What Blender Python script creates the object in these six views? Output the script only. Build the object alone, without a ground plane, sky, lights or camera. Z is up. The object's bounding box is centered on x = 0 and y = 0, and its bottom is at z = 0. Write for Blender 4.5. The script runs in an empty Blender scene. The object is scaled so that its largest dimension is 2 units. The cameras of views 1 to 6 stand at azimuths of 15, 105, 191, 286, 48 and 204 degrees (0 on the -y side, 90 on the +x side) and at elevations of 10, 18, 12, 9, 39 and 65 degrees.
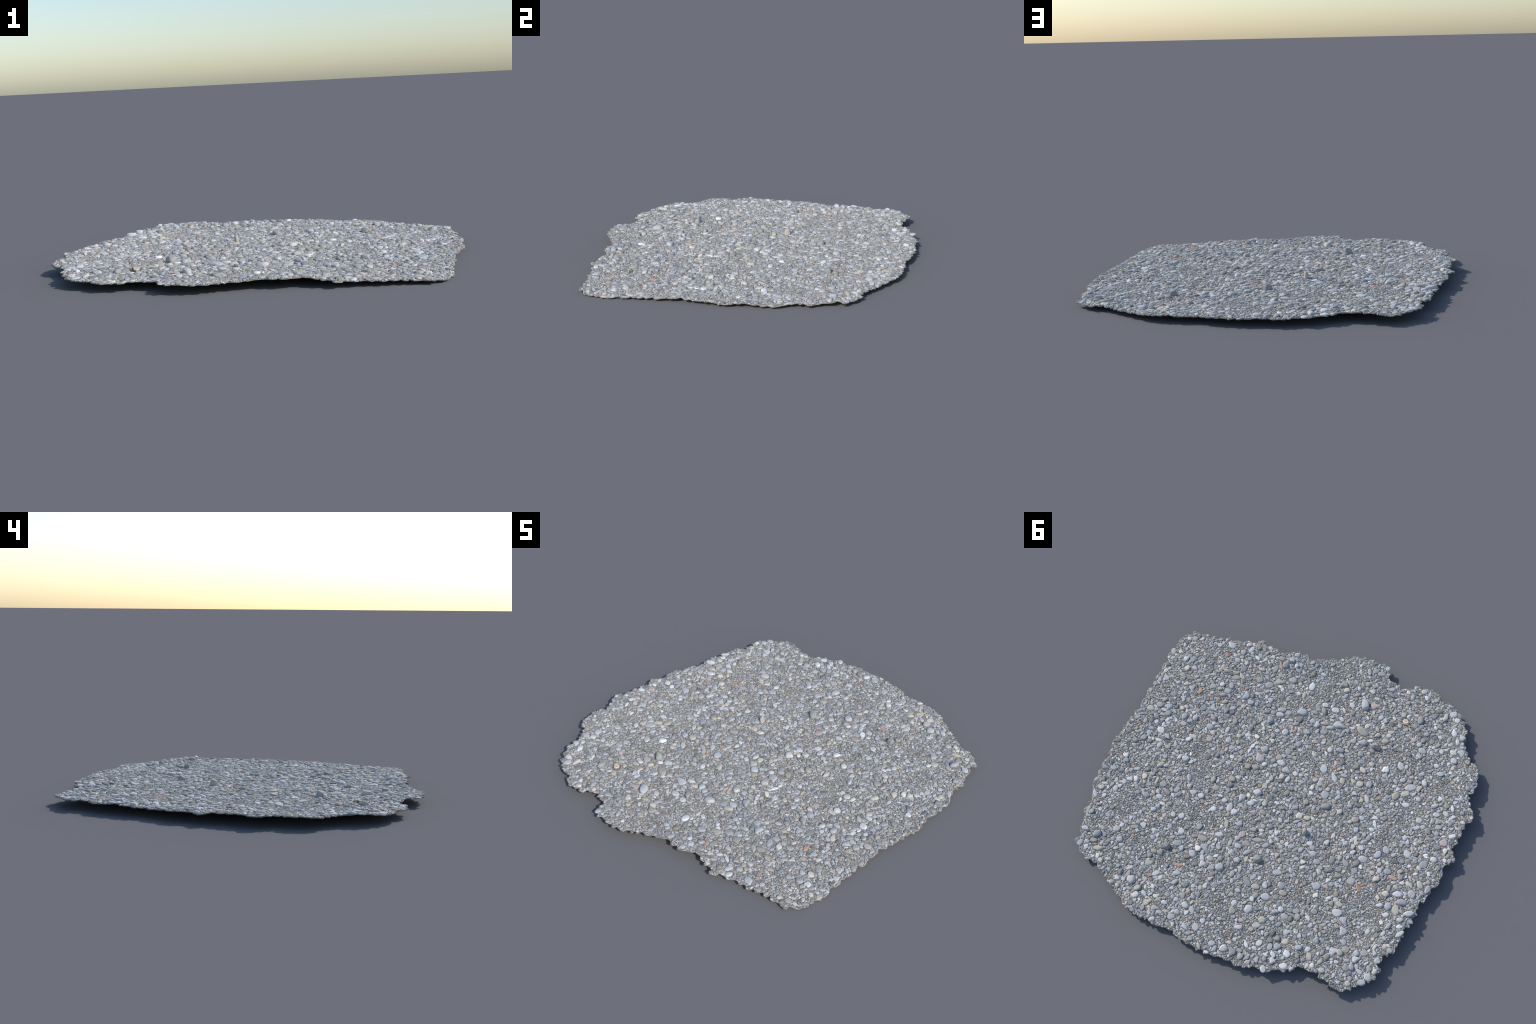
"""Patch of river gravel: a thin, slightly tilted sheet of sandy grit with a ragged
edge, covered with rounded pebbles of every size, brick chips, a snail shell and
a few bits of straw.  Metres, z up, built round the origin."""
import bpy
import math
import numpy as np

rng = np.random.default_rng(7411)

# ----------------------------------------------------------------------------
# Layout.  OUTLINE: plan of the ragged rim.  EDGE_CURL: how far the rim bends up
# or down from the tilted plane (x, y, millimetres).  *_STONES: the stones that
# stand out (x, y, length mm, width mm, turn in degrees [, height mm if upright]).
# ----------------------------------------------------------------------------
OUTLINE = [
    (0.917, -0.733), (0.942, -0.696), (0.963, -0.680), (0.973, -0.650), (0.983, -0.590), (0.995, -0.550),
    (0.986, -0.500), (0.980, -0.425), (0.982, -0.365), (0.971, -0.303), (0.982, -0.232), (0.977, -0.178),
    (0.968, -0.133), (0.974, -0.093), (0.984, -0.031), (0.997, 0.040), (1.000, 0.085), (0.999, 0.135),
    (0.986, 0.179), (0.978, 0.247), (0.978, 0.292), (0.977, 0.353), (0.970, 0.401), (0.954, 0.433),
    (0.934, 0.488), (0.935, 0.538), (0.933, 0.562), (0.909, 0.614), (0.893, 0.651), (0.882, 0.684),
    (0.893, 0.727), (0.859, 0.760), (0.803, 0.791), (0.761, 0.801), (0.719, 0.799), (0.677, 0.826),
    (0.618, 0.859), (0.572, 0.881), (0.515, 0.919), (0.459, 0.950), (0.403, 0.959), (0.337, 0.961),
    (0.269, 0.957), (0.195, 0.950), (0.168, 0.959), (0.085, 0.981), (0.023, 0.988), (-0.046, 0.984),
    (-0.131, 0.974), (-0.211, 0.978), (-0.274, 0.947), (-0.342, 0.944), (-0.411, 0.909), (-0.446, 0.887),
    (-0.472, 0.856), (-0.512, 0.850), (-0.575, 0.837), (-0.609, 0.854), (-0.639, 0.864), (-0.693, 0.867),
    (-0.733, 0.862), (-0.771, 0.841), (-0.801, 0.808), (-0.825, 0.773), (-0.850, 0.753), (-0.862, 0.727),
    (-0.869, 0.680), (-0.850, 0.668), (-0.854, 0.620), (-0.881, 0.590), (-0.899, 0.538), (-0.902, 0.501),
    (-0.901, 0.474), (-0.902, 0.457), (-0.916, 0.400), (-0.923, 0.336), (-0.919, 0.272), (-0.931, 0.263),
    (-0.934, 0.208), (-0.958, 0.143), (-0.965, 0.079), (-0.967, 0.034), (-0.987, -0.002), (-0.996, -0.039),
    (-0.979, -0.072), (-0.967, -0.075), (-0.970, -0.130), (-0.972, -0.198), (-0.985, -0.228), (-0.983, -0.262),
    (-0.996, -0.265), (-0.992, -0.313), (-0.974, -0.339), (-0.946, -0.376), (-0.926, -0.407), (-0.941, -0.427),
    (-0.949, -0.502), (-0.937, -0.535), (-0.922, -0.591), (-0.874, -0.609), (-0.845, -0.633), (-0.819, -0.676),
    (-0.805, -0.706), (-0.791, -0.729), (-0.785, -0.766), (-0.749, -0.826), (-0.731, -0.853), (-0.691, -0.883),
    (-0.626, -0.902), (-0.570, -0.917), (-0.540, -0.941), (-0.507, -0.957), (-0.463, -0.943), (-0.409, -0.928),
    (-0.385, -0.899), (-0.344, -0.883), (-0.330, -0.897), (-0.280, -0.908), (-0.255, -0.917), (-0.230, -0.979),
    (-0.203, -0.991), (-0.139, -0.986), (-0.079, -0.984), (-0.036, -0.971), (0.028, -0.938), (0.070, -0.906),
    (0.127, -0.871), (0.195, -0.849), (0.233, -0.851), (0.292, -0.845), (0.353, -0.817), (0.418, -0.810),
    (0.442, -0.821), (0.494, -0.826), (0.518, -0.838), (0.564, -0.803), (0.610, -0.793), (0.661, -0.782),
    (0.723, -0.766), (0.781, -0.743), (0.833, -0.733),
]
EDGE_CURL = [
    (-0.69, -0.87, -19), (-0.61, -0.90, -21), (-0.58, -0.91, -14), (-0.51, -0.95, -20), (-0.46, -0.93, -17), (-0.41, -0.92, -12),
    (-0.35, -0.88, -16), (-0.27, -0.91, -10), (-0.19, -0.99, -5), (-0.14, -0.98, -9), (-0.09, -0.98, 0), (-0.04, -0.97, -11),
    (0.01, -0.95, 2), (0.04, -0.93, -1), (0.08, -0.90, -8), (0.12, -0.88, -1), (0.20, -0.85, 7), (0.25, -0.85, 3),
    (0.30, -0.85, 18), (0.35, -0.83, 6), (0.43, -0.82, 11), (0.51, -0.83, 3), (0.54, -0.82, -2), (0.58, -0.80, -3),
    (0.63, -0.79, 1), (0.68, -0.78, -2), (0.73, -0.76, -4), (0.78, -0.74, -5), (0.85, -0.73, -2), (0.92, -0.73, 5),
    (0.97, -0.64, -19), (-0.86, 0.73, 7), (-0.85, 0.66, 5), (-0.88, 0.58, -1), (-0.90, 0.51, -2), (-0.90, 0.47, 11),
    (-0.91, 0.40, 3), (-0.92, 0.32, -8), (-0.93, 0.26, -9), (-0.95, 0.15, -9), (-0.96, 0.09, 5), (-0.99, -0.00, -8),
    (-0.99, -0.06, -1), (-0.97, -0.15, 2), (-0.97, -0.20, 0), (-0.98, -0.26, -3), (-0.99, -0.31, 0), (-0.96, -0.36, -13),
    (-0.93, -0.40, -4), (-0.95, -0.49, -4), (-0.94, -0.53, 0), (-0.88, -0.60, -18), (-0.83, -0.65, -8), (-0.80, -0.71, -4),
    (-0.77, -0.79, -8), (0.81, 0.78, 5), (0.78, 0.80, -3), (0.73, 0.80, 5), (0.67, 0.83, 1), (0.62, 0.86, -6),
    (0.58, 0.88, -10), (0.54, 0.90, 4), (0.49, 0.93, -3), (0.44, 0.95, 2), (0.37, 0.96, 3), (0.31, 0.96, 3),
    (0.27, 0.96, 6), (0.21, 0.95, -9), (0.18, 0.96, 0), (0.08, 0.98, -3), (-0.03, 0.99, -3), (-0.10, 0.98, 1),
    (-0.21, 0.98, -2), (-0.27, 0.95, 1), (-0.32, 0.94, 3), (-0.38, 0.93, 5), (-0.41, 0.91, -7), (-0.46, 0.87, 2),
    (-0.50, 0.85, -2), (-0.56, 0.84, 0), (-0.63, 0.86, 11), (-0.69, 0.86, 2), (-0.78, 0.83, -2), (-0.80, 0.80, 5),
    (0.98, -0.58, -17), (0.99, -0.51, 0), (0.98, -0.47, -11), (0.98, -0.38, 1), (0.97, -0.30, -3), (0.98, -0.20, 3),
    (0.97, -0.10, 6), (0.98, -0.05, -2), (1.00, 0.03, 2), (1.00, 0.11, 2), (1.00, 0.15, -4), (0.99, 0.18, 3),
    (0.98, 0.23, 4), (0.98, 0.31, -5), (0.97, 0.36, -8), (0.95, 0.44, -3), (0.93, 0.51, 6), (0.93, 0.56, -10),
    (0.91, 0.61, -7), (0.89, 0.66, 15), (0.88, 0.73, -1),
]
BLUE_GREY_STONES = [
    (0.554, -0.485, 48, 30, -55), (0.756, -0.376, 35, 33, -65), (0.589, -0.313, 39, 32, 90), (0.449, -0.459, 50, 34, -81),
    (0.843, -0.375, 28, 26, 24), (0.545, -0.193, 44, 37, 14), (0.832, -0.295, 39, 35, 24), (0.305, -0.781, 33, 32, 25),
    (0.219, -0.429, 46, 34, 13), (0.255, -0.371, 49, 33, -56), (0.180, -0.460, 38, 34, 25), (-0.111, -0.507, 66, 42, -9),
    (-0.195, -0.688, 62, 41, -63, 25), (-0.148, -0.220, 53, 40, -61), (-0.183, -0.364, 45, 27, 14), (-0.280, -0.462, 51, 36, 25),
    (-0.161, -0.921, 39, 33, -65), (-0.298, -0.851, 36, 29, 26), (-0.741, -0.466, 42, 29, 26), (-0.779, -0.573, 40, 36, -18),
    (-0.318, -0.349, 40, 27, 25), (-0.410, -0.236, 40, 32, -62), (-0.215, -0.081, 48, 40, -47), (-0.809, -0.228, 38, 28, 14),
    (-0.644, 0.074, 45, 34, -38), (-0.551, 0.174, 50, 35, 15), (-0.852, 0.067, 48, 38, 75), (-0.695, 0.183, 40, 32, 15),
    (-0.387, 0.413, 48, 39, 4), (-0.334, 0.291, 38, 30, 15), (-0.536, 0.252, 35, 32, 4), (-0.225, 0.150, 43, 32, 77),
    (0.675, 0.621, 36, 36, 25), (0.800, 0.646, 48, 34, 59), (0.871, 0.647, 41, 27, 4), (0.856, 0.729, 36, 30, -90),
    (0.931, 0.442, 53, 21, -51), (0.383, 0.513, 44, 33, 25), (0.284, 0.530, 43, 36, -35), (0.510, 0.794, 48, 45, 24),
    (0.023, 0.399, 49, 24, 57), (0.118, 0.538, 44, 42, 73), (0.914, 0.264, 39, 25, -2), (0.505, 0.140, 44, 24, -53),
    (0.437, 0.361, 34, 34, -65), (0.321, 0.375, 40, 32, 89), (0.223, 0.887, 35, 33, 26), (-0.173, 0.580, 48, 41, 4),
    (-0.121, 0.678, 48, 43, 87), (-0.306, 0.634, 40, 30, -6), (-0.171, 0.435, 48, 32, 20), (-0.032, 0.924, 34, 30, 37),
    (-0.591, 0.522, 40, 35, -57), (-0.613, 0.578, 43, 37, -56), (-0.770, 0.356, 44, 38, -58), (-0.608, 0.694, 41, 40, 25),
    (-0.721, 0.655, 37, 32, -57), (-0.730, 0.686, 39, 35, 25), (-0.812, 0.458, 46, 24, 70), (-0.641, 0.629, 32, 29, -56),
    (-0.803, 0.783, 38, 31, 25), (-0.725, 0.729, 44, 24, -62),
]
GREY_STONES = [
    (0.556, -0.545, 47, 32, 25), (0.557, -0.441, 41, 35, 25), (0.923, -0.369, 39, 36, -65), (0.871, -0.200, 38, 35, 26),
    (0.553, -0.252, 49, 28, -32), (0.590, -0.714, 34, 33, 24), (0.365, -0.765, 36, 29, 24), (0.360, -0.579, 47, 38, 25),
    (0.246, -0.666, 45, 40, 2), (0.202, -0.191, 44, 41, 3), (0.203, -0.132, 58, 46, -37), (0.199, -0.070, 43, 35, 14),
    (0.039, -0.127, 45, 39, -23), (-0.202, -0.916, 44, 32, 14), (-0.133, -0.901, 49, 22, -63), (-0.597, -0.556, 45, 33, -3),
    (-0.543, 0.313, 43, 42, 25), (-0.856, 0.244, 45, 39, -38), (0.616, 0.234, 40, 35, 25), (0.344, 0.133, 37, 31, 9),
    (0.720, 0.575, 41, 36, 25), (0.242, 0.468, 44, 38, -54), (0.310, 0.661, 41, 27, 20), (-0.026, 0.611, 33, 23, 10),
    (0.098, 0.637, 38, 34, 25), (0.081, 0.882, 43, 37, -43), (-0.195, 0.739, 42, 33, 25), (0.322, 0.881, 38, 28, 5),
    (-0.827, 0.309, 54, 34, 16), (-0.922, 0.185, 52, 27, -87), (-0.756, 0.638, 39, 32, 25), (-0.598, 0.813, 31, 29, 25),
]
PALE_STONES = [
    (0.674, -0.732, 54, 36, -25), (0.413, -0.160, 33, 32, -65), (0.554, -0.749, 47, 27, 85), (0.583, -0.776, 36, 26, 70),
    (0.107, -0.496, 57, 43, 13), (0.081, -0.156, 47, 37, -13), (-0.075, -0.470, 43, 24, 19), (-0.054, -0.589, 47, 34, 2),
    (0.011, -0.594, 39, 31, -3), (-0.220, -0.967, 29, 28, -65), (-0.675, -0.848, 45, 37, 47), (-0.708, -0.818, 35, 32, -66),
    (-0.309, -0.652, 35, 29, 68), (-0.259, -0.568, 33, 25, 87), (-0.525, -0.416, 46, 33, -49), (-0.683, -0.376, 40, 29, -54),
    (-0.801, -0.635, 40, 35, -8), (-0.221, -0.195, 57, 27, -48), (-0.624, -0.319, 61, 40, 36), (-0.738, -0.158, 36, 33, 25),
    (-0.752, 0.047, 47, 37, -39), (-0.612, 0.116, 48, 31, 71), (-0.892, 0.019, 40, 33, 15), (-0.297, 0.258, 38, 30, 9),
    (-0.690, -0.272, 29, 28, -24), (-0.434, -0.152, 48, 26, -53), (0.819, 0.314, 32, 29, 24), (0.124, 0.061, 45, 40, 25),
    (0.224, 0.206, 50, 34, -82), (0.188, 0.220, 42, 34, 57), (0.129, 0.134, 42, 34, 25), (0.268, 0.180, 31, 29, 25),
    (0.599, 0.495, 35, 29, -6), (0.201, 0.371, 41, 30, 14), (0.407, 0.709, 42, 30, 57), (0.448, 0.859, 39, 32, 57),
    (0.226, 0.527, 38, 25, -44), (0.395, 0.210, 34, 32, 25), (0.397, 0.441, 36, 36, -53), (0.184, 0.801, 44, 32, -15),
    (0.062, 0.837, 30, 28, 25), (-0.118, 0.789, 42, 25, 15), (-0.249, 0.817, 37, 30, 61), (-0.352, 0.704, 37, 30, 25),
    (-0.325, 0.931, 37, 29, -54), (-0.039, 0.680, 34, 30, -65), (-0.546, 0.499, 54, 41, 15), (-0.731, 0.371, 37, 26, 25),
    (-0.780, 0.405, 35, 31, 25), (-0.883, 0.350, 56, 31, 36), (-0.820, 0.744, 38, 36, 25), (-0.882, 0.472, 50, 24, 60),
    (-0.855, 0.401, 35, 23, 26),
]
TAN_STONES = [
    (0.893, -0.682, 34, 33, 22), (0.526, -0.566, 54, 23, -38), (0.850, -0.435, 30, 28, -66), (0.908, -0.155, 43, 34, 3),
    (0.606, -0.099, 47, 24, 3), (0.513, -0.120, 35, 33, 25), (0.686, 0.137, 48, 27, 59), (0.462, -0.399, 35, 30, -65),
    (0.314, -0.623, 50, 38, 7), (0.221, -0.464, 52, 31, 36), (0.109, -0.182, 38, 32, 58), (-0.249, -0.527, 78, 42, -14),
    (0.327, -0.664, 28, 28, -66), (0.416, -0.753, 28, 23, 23), (-0.640, -0.811, 55, 24, -86), (-0.335, -0.540, 37, 26, 57),
    (-0.362, -0.220, 39, 37, 3), (-0.568, -0.237, 48, 40, 76), (-0.346, -0.305, 47, 28, -29), (-0.833, -0.193, 33, 33, -65),
    (-0.878, 0.180, 45, 29, -33), (-0.205, 0.167, 39, 23, -75, 40), (-0.625, 0.225, 28, 27, 25), (0.379, 0.093, 45, 25, -86, 16),
    (0.287, 0.048, 40, 34, 3), (0.796, 0.603, 48, 21, -15), (0.271, 0.428, 55, 32, 4), (0.195, 0.300, 50, 23, -68),
    (0.002, 0.312, 51, 27, 14), (0.470, 0.673, 40, 33, 41), (-0.101, 0.555, 43, 29, 15), (-0.245, 0.523, 43, 31, 4),
    (-0.049, 0.723, 39, 35, -54), (-0.367, 0.753, 37, 35, 25), (-0.510, 0.773, 44, 29, -51), (-0.537, 0.454, 42, 28, -1),
    (-0.510, 0.439, 27, 26, 25), (-0.814, 0.361, 57, 38, -63), (-0.663, 0.660, 39, 35, 25), (-0.842, 0.704, 35, 24, 84),
    (-0.741, 0.815, 29, 29, 25), (-0.572, 0.774, 37, 22, 70),
]
WHITE_STONES = [
    (0.788, -0.057, 47, 37, -17), (0.837, -0.095, 25, 24, -65), (0.891, 0.166, 34, 28, -7), (0.129, -0.673, 50, 34, -83),
    (-0.721, -0.733, 49, 28, -61), (-0.641, -0.212, 41, 31, 14), (-0.517, -0.070, 36, 20, 25), (-0.793, 0.275, 50, 34, 16),
    (-0.795, -0.325, 28, 24, -59), (0.767, 0.271, 35, 29, -52), (0.299, 0.253, 39, 31, 47), (-0.192, 0.851, 40, 19, -49),
    (-0.402, 0.810, 39, 34, -35), (-0.413, 0.873, 39, 34, 25), (-0.429, 0.358, 25, 24, 25),
]
DARK_STONES = [
    (0.540, -0.612, 47, 34, 70), (0.637, -0.289, 47, 36, 80), (0.423, -0.588, 43, 38, 2), (0.369, -0.689, 48, 29, 88),
    (-0.054, -0.430, 43, 36, 14), (-0.035, -0.762, 44, 39, 25), (0.000, -0.551, 46, 28, -53), (0.218, -0.812, 48, 22, -61),
    (-0.307, -0.815, 48, 22, -14), (-0.518, -0.730, 54, 35, -81, 18), (-0.351, -0.468, 50, 38, -24, 36), (-0.248, -0.018, 55, 34, 25),
    (-0.882, -0.056, 40, 30, -7), (-0.405, 0.249, 45, 33, 86), (-0.457, 0.280, 35, 29, 4), (0.635, 0.524, 44, 25, 25),
    (0.426, 0.551, 38, 38, 25, 28), (-0.043, 0.412, 43, 43, 25, 32), (-0.047, 0.546, 68, 30, -30), (-0.223, 0.559, 32, 31, 25),
    (-0.145, 0.920, 42, 36, -54), (-0.318, 0.591, 35, 26, 25), (0.223, 0.759, 36, 30, -5), (-0.702, 0.745, 39, 34, -56),
    (-0.436, 0.544, 35, 31, 25),
]
BRICK_STONES = [
    (0.674, -0.665, 38, 15, -24), (0.706, -0.616, 26, 11, -55), (0.704, -0.378, 41, 23, -76), (0.924, 0.165, 22, 10, 3),
    (0.352, -0.721, 50, 14, -56), (0.098, -0.374, 30, 21, 88), (0.070, -0.407, 22, 18, 25), (-0.193, -0.257, 38, 16, -18),
    (-0.733, 0.203, 50, 21, -7), (-0.592, 0.331, 46, 20, -47), (-0.609, 0.302, 35, 16, 41), (-0.395, 0.095, 20, 16, 25),
    (-0.131, -0.166, 32, 13, -8), (-0.168, -0.173, 19, 13, 3), (0.319, 0.616, 41, 21, 20), (0.429, 0.730, 25, 19, 25),
    (0.622, 0.571, 21, 17, 25), (-0.102, 0.841, 30, 12, -83),
]
ROSY_STONES = [
    (0.758, -0.209, 25, 12, -53), (0.833, -0.351, 19, 19, 24), (-0.034, -0.482, 49, 21, 19), (-0.031, -0.356, 38, 24, 8),
    (0.167, -0.188, 24, 24, 25), (-0.247, -0.707, 49, 38, 14), (-0.530, -0.594, 28, 23, -30), (-0.155, -0.531, 30, 17, 14),
    (-0.602, -0.231, 26, 23, 25), (-0.905, -0.092, 43, 40, 25), (0.093, 0.320, 42, 35, 78), (0.049, 0.357, 44, 32, 4),
    (0.132, 0.615, 33, 21, 46), (-0.309, 0.881, 30, 22, -54), (-0.111, 0.749, 30, 23, 25), (-0.434, 0.394, 28, 26, -37),
]
YELLOW_STONES = [
    (-0.050, -0.790, 29, 28, -65), (-0.612, -0.272, 50, 34, 36), (-0.733, 0.299, 37, 34, 25), (-0.404, 0.008, 23, 22, 25),
    (0.752, 0.718, 52, 27, 20), (0.648, 0.384, 23, 14, -57), (0.373, 0.869, 42, 32, 41),
]

SAND_PATCHES = [  # x, y, radius: spots where fine grit shows between few stones
    (0.02, -0.87, 0.10), (-0.63, 0.38, 0.09), (-0.74, 0.42, 0.07), (-0.31, 0.49, 0.07),
    (0.66, 0.58, 0.07), (0.76, 0.44, 0.09), (-0.66, -0.20, 0.10), (-0.75, -0.39, 0.10),
    (-0.61, 0.03, 0.08), (-0.65, -0.12, 0.07), (-0.49, -0.47, 0.08), (0.02, 0.72, 0.09),
    (-0.04, 0.84, 0.08), (0.14, -0.52, 0.06), (0.45, 0.05, 0.07), (0.55, -0.05, 0.06)]

STRAWS = [[(0.668, -0.558), (0.624, -0.568), (0.562, -0.572)],
          [(0.640, -0.556), (0.606, -0.560), (0.570, -0.556)],
          [(-0.357, -0.641), (-0.439, -0.662), (-0.507, -0.667), (-0.556, -0.680)],
          [(-0.430, -0.664), (-0.480, -0.668), (-0.530, -0.670)],
          [(0.694, 0.568), (0.655, 0.562), (0.614, 0.560)],
          [(-0.302, 0.654), (-0.348, 0.659), (-0.395, 0.656)]]
SHELL_AT = (-0.447, -0.686)

# broad hollows and rises: x, y, millimetres, radius
SWELLS = [(-0.55, 0.50, -5, 0.20), (0.10, 0.82, 9, 0.17), (-0.75, -0.48, -4, 0.14)]

SHEET = 0.003          # thickness of the grit sheet
BED_DROP = 0.0058      # the bed lies this far below the level of the stone tops
CELL = 0.0045          # mesh spacing of the bed


# ----------------------------------------------------------------------------
# Height of the ground, smooth noise, outline tests
# ----------------------------------------------------------------------------
class Lattice:
    """Smooth 2D value noise on a seeded lattice."""

    def __init__(self, seed):
        self.t = np.random.default_rng(seed).uniform(-1, 1, (256, 256))

    def __call__(self, x, y):
        xi, yi = np.floor(x).astype(int), np.floor(y).astype(int)
        fx, fy = x - xi, y - yi
        fx, fy = fx * fx * (3 - 2 * fx), fy * fy * (3 - 2 * fy)
        g = lambda a, b: self.t[a % 256, b % 256]
        return ((g(xi, yi) * (1 - fx) + g(xi + 1, yi) * fx) * (1 - fy)
                + (g(xi, yi + 1) * (1 - fx) + g(xi + 1, yi + 1) * fx) * fy)


n_wide, n_mid, n_fine, n_grain = Lattice(1), Lattice(2), Lattice(3), Lattice(4)
curl = np.array(EDGE_CURL, float)


def height(x, y):
    """Top of the bed: nearly flat, tilted down towards +x, rim curled by EDGE_CURL."""
    x, y = np.asarray(x, float), np.asarray(y, float)
    z = 0.0427 - 0.0040 * y - 0.0027 * y * y - 0.0201 * x + 0.0072 * x * y - 0.0059 * x * x
    num, den = np.zeros_like(x), np.full_like(x, 0.35)
    for cx, cy, mm in curl:
        w = np.exp(-((x - cx) ** 2 + (y - cy) ** 2) / (2 * 0.055 ** 2))
        num, den = num + w * mm * 0.001, den + w
    z = z + num / den - BED_DROP + 0.0085 * (den - 0.35) / den
    for cx, cy, mm, r in SWELLS:
        z = z + mm * 0.001 * np.exp(-((x - cx) ** 2 + (y - cy) ** 2) / (r * r))
    z = np.maximum(z, SHEET + 0.0035 + 0.25 * (z - SHEET))
    return z + 0.0028 * n_wide(x * 9 + 40, y * 9 + 40) + 0.0016 * n_mid(x * 24 + 60, y * 24 + 60)


def slope(x, y, d=0.008):
    return (float(height(x + d, y) - height(x - d, y)) / (2 * d),
            float(height(x, y + d) - height(x, y - d)) / (2 * d))


def ragged(outline, step=0.015):
    """Walk the rim and break it into small irregular teeth."""
    p = np.array(outline, float)
    q = np.roll(p, -1, 0)
    out = []
    for a, b in zip(p, q):
        length = np.hypot(*(b - a))
        n = max(1, int(round(length / step)))
        nrm = np.array([(b - a)[1], -(b - a)[0]]) / length
        for k in range(n):
            t = (k + (rng.uniform(-0.35, 0.35) if k else 0)) / n
            out.append(a + (b - a) * t + nrm * rng.choice([-0.013, -0.008, -0.002, 0.002, 0.006]))
    return np.array(out)


rim = ragged(OUTLINE)


def inside(x, y, poly):
    r = np.zeros(x.shape, bool)
    for s, e in zip(poly, np.roll(poly, -1, 0)):
        m = (s[1] > y) != (e[1] > y)
        if m.any() and s[1] != e[1]:
            r ^= m & (x < s[0] + (y - s[1]) / (e[1] - s[1]) * (e[0] - s[0]))
    return r


def rim_distance(x, y, poly):
    best = np.full(x.shape, 9.0)
    bx, by = x.copy(), y.copy()
    for s, e in zip(poly, np.roll(poly, -1, 0)):
        d = e - s
        k = np.clip(((x - s[0]) * d[0] + (y - s[1]) * d[1]) / max(d @ d, 1e-12), 0, 1)
        px, py = s[0] + k * d[0], s[1] + k * d[1]
        dist = np.hypot(x - px, y - py)
        m = dist < best
        best[m], bx[m], by[m] = dist[m], px[m], py[m]
    return best, bx, by


def sandiness(x, y):
    s = 0.75 * n_wide(x * 6 + 11, y * 6 + 5) + 0.4 * n_mid(x * 13 + 3, y * 13 + 31) - 0.15
    for px, py, r in SAND_PATCHES:
        s = np.maximum(s, 1.25 - 0.75 * np.hypot(x - px, y - py) / r)
    return np.clip(s, -1, 1)


# ----------------------------------------------------------------------------
# Mesh helpers
# ----------------------------------------------------------------------------
def mesh_from(name, verts, tris, smooth=True):
    me = bpy.data.meshes.new(name)
    verts, tris = np.asarray(verts, np.float32), np.asarray(tris, np.int32)
    me.vertices.add(len(verts))
    me.vertices.foreach_set("co", verts.ravel())
    me.loops.add(tris.size)
    me.loops.foreach_set("vertex_index", tris.ravel())
    me.polygons.add(len(tris))
    me.polygons.foreach_set("loop_start", np.arange(0, tris.size, tris.shape[1], dtype=np.int32))
    me.polygons.foreach_set("use_smooth", np.full(len(tris), smooth))
    me.update(calc_edges=True)
    me.validate()
    return me


root = bpy.data.objects.new("gravel_patch", None)
bpy.context.scene.collection.objects.link(root)
root["label"] = "thin ragged-edged patch of grey river gravel with mixed pebbles"
root["category"] = "gravel"


def part(name, mesh, material=None, stuff=False):
    ob = bpy.data.objects.new(name, mesh)
    bpy.context.scene.collection.objects.link(ob)
    ob.parent = root
    if material is not None:
        mesh.materials.append(material)
    if stuff:
        ob["kind"] = "stuff"
    return ob


def dome_topology(seg, rings, closed):
    """Pole, rings of seg vertices from pole to foot, optional foot cap."""
    tris = [(0, 1 + i, 1 + (i + 1) % seg) for i in range(seg)]
    for r in range(rings - 1):
        a, b = 1 + r * seg, 1 + (r + 1) * seg
        for i in range(seg):
            j = (i + 1) % seg
            tris += [(a + i, b + i, b + j), (a + i, b + j, a + j)]
    if closed:
        last, foot = 1 + (rings - 1) * seg, 1 + rings * seg
        tris += [(foot, last + (i + 1) % seg, last + i) for i in range(seg)]
    return np.array(tris, np.int32)


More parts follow.
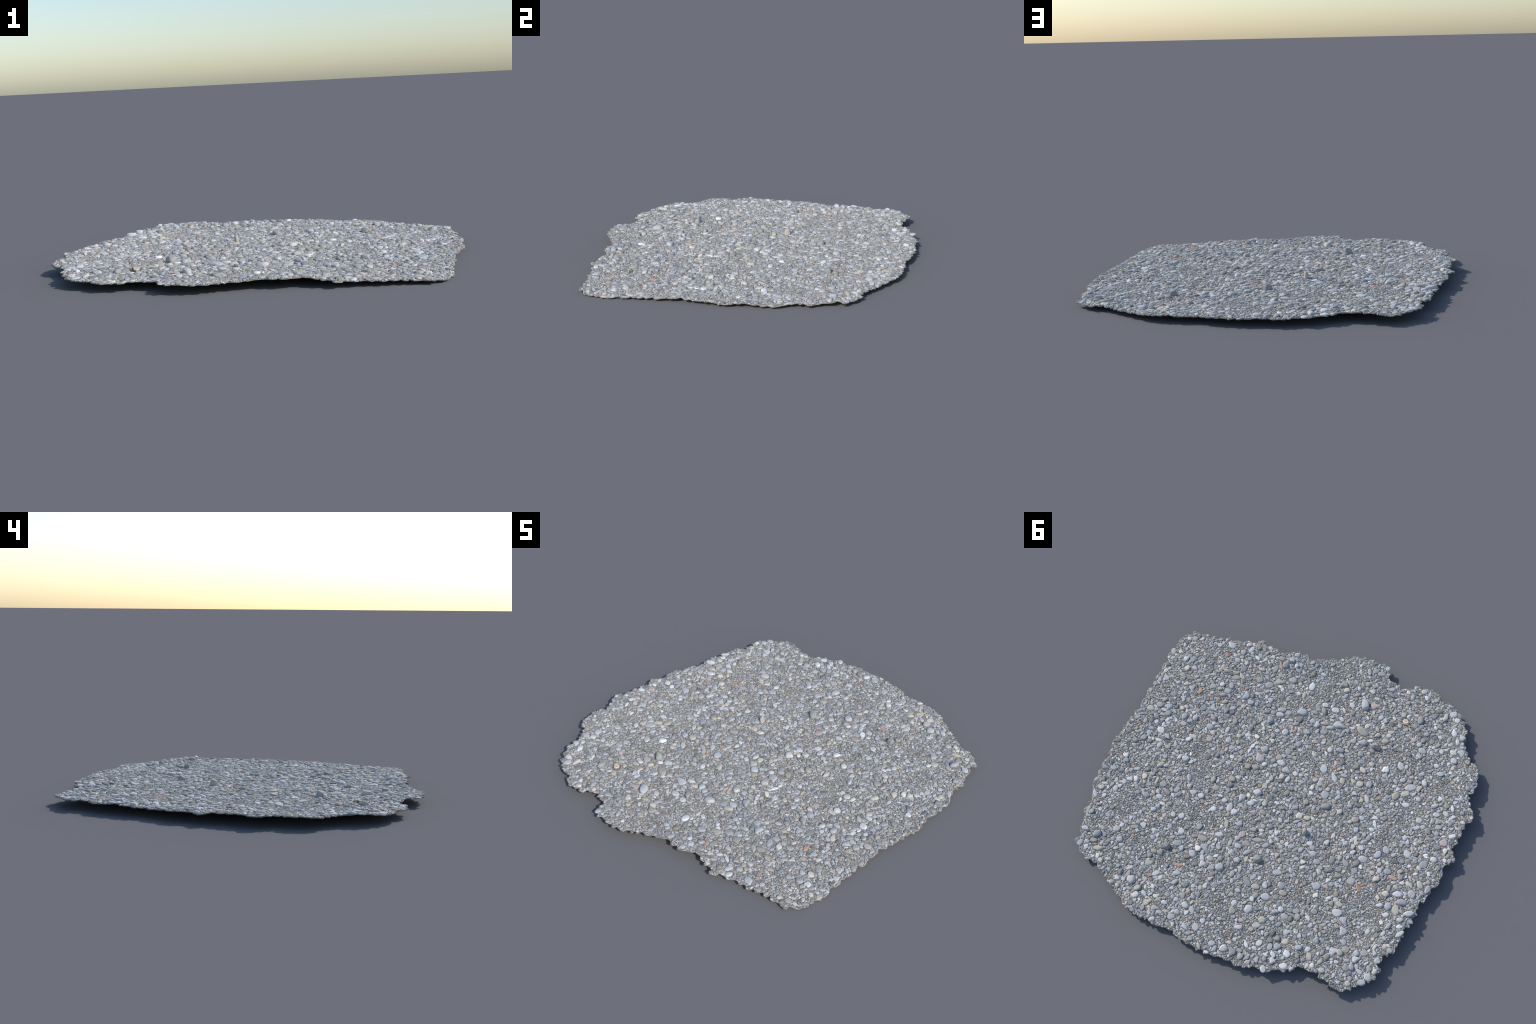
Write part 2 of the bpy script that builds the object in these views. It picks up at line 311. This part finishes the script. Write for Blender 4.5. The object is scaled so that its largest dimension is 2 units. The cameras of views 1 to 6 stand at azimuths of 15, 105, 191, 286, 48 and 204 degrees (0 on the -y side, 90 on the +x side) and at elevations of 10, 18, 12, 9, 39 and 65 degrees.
def dome_stones(seg, rings, n, rnd, angular=0.5, lumps=0.05, closed=False):
    """n pebble shapes, unit footprint and unit height: rounded body, outline with a few
    soft corners, flattened or sloping top, sides tucked in a little at the foot."""
    th = np.linspace(0, 2 * math.pi, seg, endpoint=False)
    ph = np.linspace(0, 1, rings + 1)[1:]
    outline = np.ones((n, seg))
    for k, amp in ((2, 0.05), (3, 0.07), (4, 0.035), (5, 0.022)):
        outline += (rnd.normal(0, amp, (n, 1)) * (0.5 + angular)
                    * np.cos(k * th[None] + rnd.uniform(0, 6.3, (n, 1))))
    square = rnd.uniform(2.0, 2.0 + 1.4 * angular, (n, 1))
    turn = rnd.uniform(0, 6.3, (n, 1))
    super_r = (np.abs(np.cos(th + turn)) ** square + np.abs(np.sin(th + turn)) ** square) ** (-1 / square)
    outline *= super_r / super_r.mean(1, keepdims=True)
    v = np.zeros((n, 1 + seg * rings + (1 if closed else 0), 3))
    v[:, 0, 2] = 1.0
    boxy = rnd.uniform(0.75, 1.15, (n, 1))
    off = rnd.normal(0, 0.12, (n, 2))
    for r, p in enumerate(ph):
        a = p * math.radians(112)                       # go past the widest line
        rad = np.sin(a) ** boxy if a < math.pi / 2 else np.sin(a) ** 1.0 * np.ones((n, 1))
        z = math.cos(a)
        ringr = outline * rad * (1 + lumps * rnd.normal(0, 1, (n, seg)) * (0.3 + p))
        sl = slice(1 + r * seg, 1 + (r + 1) * seg)
        lean = max(z, 0.0)
        v[:, sl, 0] = ringr * np.cos(th) + off[:, :1] * lean
        v[:, sl, 1] = ringr * np.sin(th) + off[:, 1:] * lean
        v[:, sl, 2] = z * (1 + lumps * rnd.normal(0, 1, (n, seg)))
    v[:, 0, 0], v[:, 0, 1] = off[:, 0], off[:, 1]
    if closed:
        v[:, -1, 2] = v[:, 1 + (rings - 1) * seg:1 + rings * seg, 2].mean(1)
    # flatten the crown against a slightly sloping plane
    top = rnd.uniform(0.4, 0.85, (n, 1))
    sx, sy = rnd.normal(0, 0.14 * (0.5 + angular), (2, n, 1))
    plane = top + sx * v[:, :, 0] + sy * v[:, :, 1]
    over = np.maximum(v[:, :, 2] - plane, 0)
    v[:, :, 2] -= over * 0.7
    v[:, :, 2] /= np.maximum(v[:, :, 2].max(1, keepdims=True), 0.3)
    return v


# ----------------------------------------------------------------------------
# Materials
# ----------------------------------------------------------------------------
class Nodes:
    def __init__(self, name):
        self.mat = bpy.data.materials.new(name)
        self.mat.use_nodes = True
        self.t = self.mat.node_tree
        self.b = self.t.nodes["Principled BSDF"]
        self.b.inputs["Specular IOR Level"].default_value = 0.25
        self.co = self.t.nodes.new("ShaderNodeTexCoord").outputs["Object"]

    def new(self, kind, **kw):
        n = self.t.nodes.new("ShaderNode" + kind)
        for k, v in kw.items():
            setattr(n, k, v)
        return n

    def put(self, socket, value):
        if hasattr(value, "is_output"):
            self.t.links.new(value, socket)
        else:
            socket.default_value = value

    def ramp(self, fac, stops, mode="LINEAR"):
        n = self.new("ValToRGB")
        n.color_ramp.interpolation = mode
        els = n.color_ramp.elements
        for i, (p, c) in enumerate(stops):
            e = els[i] if i < 2 else els.new(p)
            e.position, e.color = p, (*c, 1)
        self.put(n.inputs[0], fac)
        return n.outputs[0]

    def noise(self, scale, detail=3, rough=0.55, offset=None, co=None):
        n = self.new("TexNoise")
        n.inputs["Scale"].default_value = scale
        n.inputs["Detail"].default_value = detail
        n.inputs["Roughness"].default_value = rough
        co = co or self.co
        if offset is not None:
            add = self.new("VectorMath", operation="MULTIPLY_ADD")
            self.put(add.inputs[0], offset)
            add.inputs[1].default_value = (37.0, 53.0, 71.0)
            self.put(add.inputs[2], co)
            co = add.outputs[0]
        self.put(n.inputs["Vector"], co)
        return n.outputs[0]

    def mix(self, a, b, fac, mode="MIX"):
        n = self.new("Mix", data_type="RGBA", blend_type=mode)
        self.put(n.inputs[0], fac)
        for s, v in ((n.inputs[6], a), (n.inputs[7], b)):
            self.put(s, (*v, 1) if isinstance(v, tuple) else v)
        return n.outputs[2]

    def bump(self, h, strength, dist):
        n = self.new("Bump")
        n.inputs["Strength"].default_value = strength
        n.inputs["Distance"].default_value = dist
        self.put(n.inputs["Height"], h)
        self.put(self.b.inputs["Normal"], n.outputs[0])


PALETTE = {
    "blue_grey": [(0.355, 0.37, 0.39), (0.445, 0.46, 0.48), (0.535, 0.545, 0.56)],
    "grey": [(0.345, 0.345, 0.335), (0.425, 0.42, 0.41), (0.505, 0.50, 0.485)],
    "pale": [(0.51, 0.525, 0.54), (0.57, 0.575, 0.58), (0.60, 0.595, 0.575)],
    "tan": [(0.40, 0.37, 0.315), (0.49, 0.46, 0.40), (0.58, 0.55, 0.485)],
    "dark": [(0.26, 0.275, 0.28), (0.32, 0.325, 0.315), (0.36, 0.36, 0.335)],
    "earth": [(0.25, 0.215, 0.175), (0.33, 0.29, 0.24), (0.40, 0.345, 0.285)],
    "white": [(0.63, 0.645, 0.67), (0.68, 0.685, 0.695), (0.73, 0.73, 0.72)],
    "brick": [(0.50, 0.27, 0.18), (0.54, 0.33, 0.24), (0.55, 0.39, 0.30)],
    "rosy": [(0.41, 0.35, 0.335), (0.49, 0.41, 0.385), (0.54, 0.47, 0.44)],
    "yellow": [(0.48, 0.44, 0.325), (0.54, 0.505, 0.40), (0.59, 0.57, 0.475)],
}


def stone_finish(m, colour, offset, grain, vein_scale):
    """Mottling, darker blotches and a few pale veins over a stone's own colour."""
    mott = m.noise(vein_scale, 4, 0.6, offset)
    colour = m.mix(colour, m.ramp(mott, [(0.28, (0.72, 0.73, 0.74)), (0.5, (1, 1, 1)), (0.74, (1.16, 1.15, 1.13))]), 0.75, "MULTIPLY")
    vein = m.noise(vein_scale * 0.45, 6, 0.7, offset)
    line = m.ramp(vein, [(0.485, (0, 0, 0)), (0.5, (1, 1, 1)), (0.515, (0, 0, 0))])
    fac = m.new("Math", operation="MULTIPLY")
    m.put(fac.inputs[0], line)
    fac.inputs[1].default_value = 0.22
    colour = m.mix(colour, (0.66, 0.67, 0.68), fac.outputs[0])
    speck = m.noise(grain, 2, 0.6, offset)
    colour = m.mix(colour, m.ramp(speck, [(0.3, (0.84, 0.84, 0.85)), (0.7, (1.1, 1.1, 1.09))]), 0.5, "MULTIPLY")
    m.put(m.b.inputs["Base Color"], colour)
    m.b.inputs["Roughness"].default_value = 0.78
    return speck


def named_stone_material(kind):
    m = Nodes(kind + "_stone")
    rnd = m.new("ObjectInfo").outputs["Random"]
    tones = PALETTE[kind]
    col = m.ramp(rnd, [(0.0, tones[0]), (0.5, tones[1]), (1.0, tones[2])])
    speck = stone_finish(m, col, rnd, 9.0, 2.2)
    m.bump(speck, 0.25, 0.002)
    return m.mat


def mixed_stone_material(name, shares):
    """Every loose pebble of a joined layer takes its own colour by island."""
    m = Nodes(name)
    rnd = m.new("NewGeometry").outputs["Random Per Island"]
    stops, at = [], 0.0
    for kind, share in shares:
        tones = PALETTE[kind]
        for c in tones:
            stops.append((at, c))
            at += share / len(tones)
    col = m.ramp(rnd, stops, "CONSTANT")
    w = m.new("TexWhiteNoise", noise_dimensions="1D")
    m.put(w.inputs["W"], rnd)
    tone = m.ramp(w.outputs["Value"], [(0.0, (0.62, 0.61, 0.60)), (0.5, (0.93, 0.925, 0.92)), (1.0, (1.2, 1.19, 1.175))])
    col = m.mix(col, tone, 1.0, "MULTIPLY")
    speck = stone_finish(m, col, rnd, 420.0, 110.0)
    m.bump(speck, 0.2, 0.0006)
    return m.mat


def bed_material():
    m = Nodes("sandy_grit")
    cells = m.new("TexVoronoi", feature="F1")
    cells.inputs["Scale"].default_value = 230.0
    m.put(cells.inputs["Vector"], m.co)
    sep = m.new("SeparateColor")
    m.put(sep.inputs[0], cells.outputs["Color"])
    col = m.ramp(sep.outputs[0], [(0.0, (0.19, 0.172, 0.145)), (0.35, (0.27, 0.25, 0.215)), (0.6, (0.31, 0.305, 0.29)),  # bed tones darkened to paint in crevice shade between the stones
                                  (0.8, (0.38, 0.385, 0.39)), (0.93, (0.45, 0.42, 0.35)), (1.0, (0.36, 0.26, 0.19))])
    wide = m.noise(7.0, 3, 0.6)
    col = m.mix(col, m.ramp(wide, [(0.35, (0.86, 0.84, 0.80)), (0.65, (1.06, 1.06, 1.06))]), 1.0, "MULTIPLY")
    sand = m.noise(900.0, 2, 0.7)
    col = m.mix(col, m.ramp(sand, [(0.3, (0.7, 0.68, 0.65)), (0.7, (1.2, 1.2, 1.2))]), 0.7, "MULTIPLY")
    m.put(m.b.inputs["Base Color"], col)
    m.b.inputs["Roughness"].default_value = 0.95
    inv = m.new("Math", operation="SUBTRACT")
    inv.inputs[0].default_value = 1.0
    m.put(inv.inputs[1], cells.outputs["Distance"])
    m.bump(inv.outputs[0], 0.8, 0.0025)
    return m.mat


def plain_material(name, dark, light, scale, stretch=(1, 1, 1), rough=0.7):
    m = Nodes(name)
    mp = m.new("Mapping")
    mp.inputs["Scale"].default_value = stretch
    m.put(mp.inputs["Vector"], m.co)
    n = m.noise(scale, 3, 0.6, co=mp.outputs[0])
    m.put(m.b.inputs["Base Color"], m.ramp(n, [(0.35, dark), (0.65, light)]))
    m.b.inputs["Roughness"].default_value = rough
    m.bump(n, 0.2, 0.001)
    return m.mat


STONE_MAT = {k: named_stone_material(k) for k in PALETTE}
LOOSE = [("blue_grey", 0.35), ("grey", 0.19), ("pale", 0.15), ("tan", 0.19), ("dark", 0.065),
         ("white", 0.02), ("yellow", 0.015), ("rosy", 0.018), ("brick", 0.004)]
FINE = [("blue_grey", 0.19), ("grey", 0.15), ("pale", 0.11), ("tan", 0.29), ("earth", 0.09), ("dark", 0.13),
        ("rosy", 0.03), ("brick", 0.008)]

# ----------------------------------------------------------------------------
# Bed: thin sheet with a ragged rim
# ----------------------------------------------------------------------------
gx = np.arange(-1.02, 1.0201, CELL)
gy = np.arange(-1.02, 1.0201, CELL)
X, Y = np.meshgrid(gx, gy, indexing="ij")
# shear the lattice a little so that the rim does not step along x and y
ca, sa = math.cos(0.42), math.sin(0.42)
PX, PY = X * ca * 1.45 - Y * sa * 1.45, X * sa * 1.45 + Y * ca * 1.45
CELLS_IN = inside(PX + 0.5 * CELL * (ca - sa) * 1.45, PY + 0.5 * CELL * (ca + sa) * 1.45, rim)[:-1, :-1]
ids = np.arange(X.size).reshape(X.shape)
a, b, c_, d = ids[:-1, :-1], ids[1:, :-1], ids[1:, 1:], ids[:-1, 1:]
quads = np.stack([a, b, c_, d], -1)[CELLS_IN]
used = np.unique(quads)
remap = np.full(X.size, -1)
remap[used] = np.arange(len(used))
quads = remap[quads]
vx, vy = PX.ravel()[used].copy(), PY.ravel()[used].copy()
edge_count = {}
for q in quads:
    for i in range(4):
        e = (q[i], q[(i + 1) % 4])
        edge_count[e] = 1
border = [e for e in edge_count if (e[1], e[0]) not in edge_count]
bv = np.unique(np.array(border).ravel())
dist, nx, ny = rim_distance(vx[bv], vy[bv], rim)
near = dist < CELL * 0.95
vx[bv[near]], vy[bv[near]] = nx[near], ny[near]
vz = height(vx, vy)
grains = 0.0006 * n_fine(vx * 85 + 9, vy * 85 + 2) + 0.0006 * n_grain(vx * 160 + 7, vy * 160 + 1) - 0.0016
top = np.stack([vx, vy, vz + grains], 1)
bot = np.stack([vx, vy, vz + grains - SHEET], 1)
n = len(top)
walls = np.array([(e[0], e[0] + n, e[1] + n, e[1]) for e in border])
bed_mesh = mesh_from("gravel_bed", np.vstack([top, bot]), np.vstack([quads, quads[:, ::-1] + n, walls]))
part("gravel_bed", bed_mesh, bed_material())

# ----------------------------------------------------------------------------
# Where stones go: an occupancy raster keeps them from overlapping
# ----------------------------------------------------------------------------
RES = 0.002
OCC = np.zeros((1024, 1024), bool)
lin = (np.arange(1024) - 511.5) * RES
OX, OY = np.meshgrid(lin, lin, indexing="ij")
IN = inside(OX, OY, rim)


def claim(x, y, length, width, turn, grow=1.0):
    hl, hw = length / 2 * grow, width / 2 * grow
    i0, i1 = int((x - hl) / RES + 511), int((x + hl) / RES + 514)
    j0, j1 = int((y - hl) / RES + 511), int((y + hl) / RES + 514)
    sx, sy = OX[i0:i1, j0:j1] - x, OY[i0:i1, j0:j1] - y
    c, s = math.cos(turn), math.sin(turn)
    OCC[i0:i1, j0:j1] |= ((sx * c + sy * s) / hl) ** 2 + ((sy * c - sx * s) / hw) ** 2 <= 1


UNIT = np.array([(0, 0)] + [(math.cos(k * math.pi / 4), math.sin(k * math.pi / 4)) for k in range(8)]
                + [(0.5 * math.cos(k * math.pi / 2), 0.5 * math.sin(k * math.pi / 2)) for k in range(4)])


def scatter(lo, hi, tries, fill, sand_limit, aspect=(0.45, 0.92)):
    """Throw stones of length lo..hi (small ones likelier) and keep those that fit."""
    L = lo + (hi - lo) * rng.uniform(0, 1, tries) ** 1.8
    W = L * rng.uniform(*aspect, tries)
    A = rng.uniform(0, math.pi, tries)
    px, py = rng.uniform(-1, 1, tries), rng.uniform(-1, 1, tries)
    ok = sandiness(px, py) < sand_limit + rng.uniform(-0.35, 0.35, tries)
    c, s = np.cos(A), np.sin(A)
    ux = px[:, None] + fill * (UNIT[:, 0] * (L / 2 * c)[:, None] - UNIT[:, 1] * (W / 2 * s)[:, None])
    uy = py[:, None] + fill * (UNIT[:, 0] * (L / 2 * s)[:, None] + UNIT[:, 1] * (W / 2 * c)[:, None])
    I = np.clip((ux / RES + 512).astype(int), 0, 1023)
    J = np.clip((uy / RES + 512).astype(int), 0, 1023)
    ok &= IN[I, J].all(1)
    kept = []
    for k in np.nonzero(ok)[0]:
        if not OCC[I[k], J[k]].any():
            kept.append((px[k], py[k], L[k], W[k], A[k]))
            claim(px[k], py[k], L[k], W[k], A[k], 0.94)
    return kept


# ----------------------------------------------------------------------------
# Stones that can be picked apart
# ----------------------------------------------------------------------------
PROTOS = []
shapes = dome_stones(32, 13, 18, np.random.default_rng(52), angular=0.55, lumps=0.012, closed=True)
topo = dome_topology(32, 13, True)
for v in shapes:
    PROTOS.append(mesh_from("pebble", v, topo))
CHIPS = []
for v in dome_stones(28, 9, 6, np.random.default_rng(58), angular=1.6, lumps=0.02, closed=True):
    CHIPS.append(mesh_from("brick_chip", v, dome_topology(28, 9, True)))
for me in PROTOS + CHIPS:
    me.materials.append(STONE_MAT["blue_grey"])


def lay(name, mesh, kind, x, y, length, width, turn, tall, sink=0.0):
    from mathutils import Matrix, Vector
    ob = bpy.data.objects.new(name, mesh)
    bpy.context.scene.collection.objects.link(ob)
    ob.parent = root
    gxs, gys = slope(x, y, 0.015)
    tilt = rng.normal(0, 0.05, 2)
    up = Vector((-gxs + tilt[0], -gys + tilt[1], 1)).normalized()
    rot = up.to_track_quat("Z", "Y").to_matrix().to_4x4()
    spin = Matrix.Rotation(turn - math.atan2(rot[1][0], rot[0][0]), 4, "Z")
    size = Matrix.Diagonal((length / 2, width / 2, tall, 1))
    at = Matrix.Translation((x, y, float(height(x, y)) - sink))
    ob.matrix_world = at @ rot @ spin @ size
    ob.material_slots[0].link = "OBJECT"
    ob.material_slots[0].material = STONE_MAT[kind]
    return ob


NOTED = [("blue_grey", BLUE_GREY_STONES), ("grey", GREY_STONES), ("pale", PALE_STONES), ("tan", TAN_STONES),
         ("white", WHITE_STONES), ("dark", DARK_STONES), ("brick", BRICK_STONES), ("rosy", ROSY_STONES),
         ("yellow", YELLOW_STONES)]
count = 0
claim(*SHELL_AT, 0.05, 0.045, 0)
for kind, stones in NOTED:
    for s in stones:
        x, y, length, width, turn = s[0], s[1], s[2] / 1000, s[3] / 1000, math.radians(s[4])
        tall = s[5] / 1000 if len(s) > 5 else min(width, 0.6 * length) * rng.choice([0.20, 0.26, 0.34, 0.54]) * rng.uniform(0.9, 1.15)
        chip = kind == "brick"
        pool = CHIPS if chip else PROTOS
        lay("brick_chip" if chip else "pebble", pool[rng.integers(len(pool))], kind, x, y,
            length * 1.04, width * 1.04, turn, tall * (0.8 if chip else 1))
        claim(x, y, length, width, turn, 1.0)
        count += 1

KINDS = [k for k, _ in LOOSE]
SHARE = np.array([s for _, s in LOOSE])
coarse = sorted(scatter(0.029, 0.042, 2600, 0.95, 0.25), key=lambda p: -p[2])
for x, y, length, width, turn in coarse[:300 - count]:
    lay("pebble", PROTOS[rng.integers(len(PROTOS))], rng.choice(KINDS, p=SHARE / SHARE.sum()), x, y,
        length, width, turn, width * rng.uniform(0.22, 0.34))

# ----------------------------------------------------------------------------
# Smaller stones, joined layer by layer
# ----------------------------------------------------------------------------
def stone_layer(name, placed, seg, rings, tall, material, seed, angular):
    rnd = np.random.default_rng(seed)
    p = np.array(placed)
    n = len(p)
    v = dome_stones(seg, rings, n, rnd, angular=angular, lumps=0.02)
    x, y, L, W, A = (p[:, k][:, None] for k in range(5))
    h = np.maximum(W * rnd.uniform(*tall, (n, 1)), 0.0013)
    lx, ly = v[:, :, 0] * L / 2 * 1.05, v[:, :, 1] * W / 2 * 1.05
    wx, wy = x + lx * np.cos(A) - ly * np.sin(A), y + lx * np.sin(A) + ly * np.cos(A)
    e = 0.008
    hx = ((height(p[:, 0] + e, p[:, 1]) - height(p[:, 0] - e, p[:, 1])) / (2 * e))[:, None]
    hy = ((height(p[:, 0], p[:, 1] + e) - height(p[:, 0], p[:, 1] - e)) / (2 * e))[:, None]
    tx, ty = rnd.normal(0, 0.09, (2, n, 1))
    z0 = height(p[:, 0], p[:, 1])[:, None]
    wz = z0 + (hx + tx) * (wx - x) + (hy + ty) * (wy - y) + np.maximum(v[:, :, 2] * h, -0.003)
    verts = np.stack([wx, wy, wz], -1).reshape(-1, 3)
    topo = dome_topology(seg, rings, False)
    tris = (topo[None] + (np.arange(n) * v.shape[1])[:, None, None]).reshape(-1, 3)
    return part(name, mesh_from(name, verts, tris), material, stuff=True)


loose_mat = mixed_stone_material("mixed_pebbles", LOOSE)
fine_mat = mixed_stone_material("mixed_grit", FINE)
stone_layer("coarse_pebbles", coarse[300 - count:], 22, 8, (0.17, 0.42), loose_mat, 60, 0.5)
stone_layer("medium_pebbles", scatter(0.019, 0.031, 11000, 0.88, 0.50), 16, 6, (0.13, 0.30), loose_mat, 61, 0.6)
stone_layer("small_pebbles", scatter(0.0115, 0.020, 60000, 0.84, 0.95), 11, 4, (0.12, 0.26), loose_mat, 62, 0.75)
stone_layer("pea_gravel", scatter(0.007, 0.012, 170000, 0.8, 1.15), 8, 3, (0.13, 0.25), fine_mat, 63, 0.9)
stone_layer("grit", scatter(0.0048, 0.0076, 260000, 0.7, 2.0), 6, 2, (0.18, 0.34), fine_mat, 64, 0.9)

# ----------------------------------------------------------------------------
# Straw and the snail shell
# ----------------------------------------------------------------------------
straw_mat = plain_material("dry_straw", (0.58, 0.49, 0.28), (0.72, 0.63, 0.40), 60, (1, 1, 1))
for stalk in STRAWS:
    cu = bpy.data.curves.new("straw", "CURVE")
    cu.dimensions, cu.bevel_depth, cu.bevel_resolution, cu.resolution_u = "3D", 0.0011, 2, 8
    sp = cu.splines.new("BEZIER")
    sp.bezier_points.add(len(stalk) - 1)
    for i, (p, (x, y)) in enumerate(zip(sp.bezier_points, stalk)):
        lift = 0.013 if 0 < i < len(stalk) - 1 else 0.010
        p.co = (x, y, float(height(x, y)) + lift)
        p.handle_left_type = p.handle_right_type = "AUTO"
        p.radius = 1.0 if i < len(stalk) - 1 else 0.55
    tmp = bpy.data.objects.new("straw", cu)
    bpy.context.scene.collection.objects.link(tmp)
    bpy.context.view_layer.update()
    me = bpy.data.meshes.new_from_object(tmp.evaluated_get(bpy.context.evaluated_depsgraph_get()))
    bpy.data.objects.remove(tmp)
    for poly in me.polygons:
        poly.use_smooth = True
    me.name = "straw"
    me.materials.clear()
    part("straw", me, straw_mat)

# shell: a tube coiled into a low spiral, widening to the mouth
turns, ring, steps = 2.4, 14, 90
sv, sf = [], []
for i in range(steps):
    t = i / (steps - 1)
    ang = t * turns * 2 * math.pi
    coil = 0.0015 + 0.0125 * t ** 1.5
    tube = 0.0012 + 0.0080 * t ** 1.4
    cx, cy, cz = coil * math.cos(ang), coil * math.sin(ang), 0.013 - 0.006 * t
    for k in range(ring):
        b = 2 * math.pi * k / ring
        rr = coil + tube * math.cos(b)
        sv.append((rr * math.cos(ang), rr * math.sin(ang), cz + 0.85 * tube * math.sin(b)))
for i in range(steps - 1):
    for k in range(ring):
        j = (k + 1) % ring
        sf.append((i * ring + k, (i + 1) * ring + k, (i + 1) * ring + j, i * ring + j))
shell = part("snail_shell", mesh_from("snail_shell", sv, sf),
             plain_material("shell_bands", (0.50, 0.36, 0.26), (0.66, 0.60, 0.54), 90, (1, 1, 2.5), 0.5))
shell.location = (*SHELL_AT, float(height(*SHELL_AT)) - 0.002)
shell.rotation_euler = (0.15, 0.1, 0.6)

# rest the lowest point of the sheet on z = 0
bpy.context.view_layer.update()
low = float(bot[:, 2].min())
for ob in root.children:
    ob.matrix_world.translation.z -= low
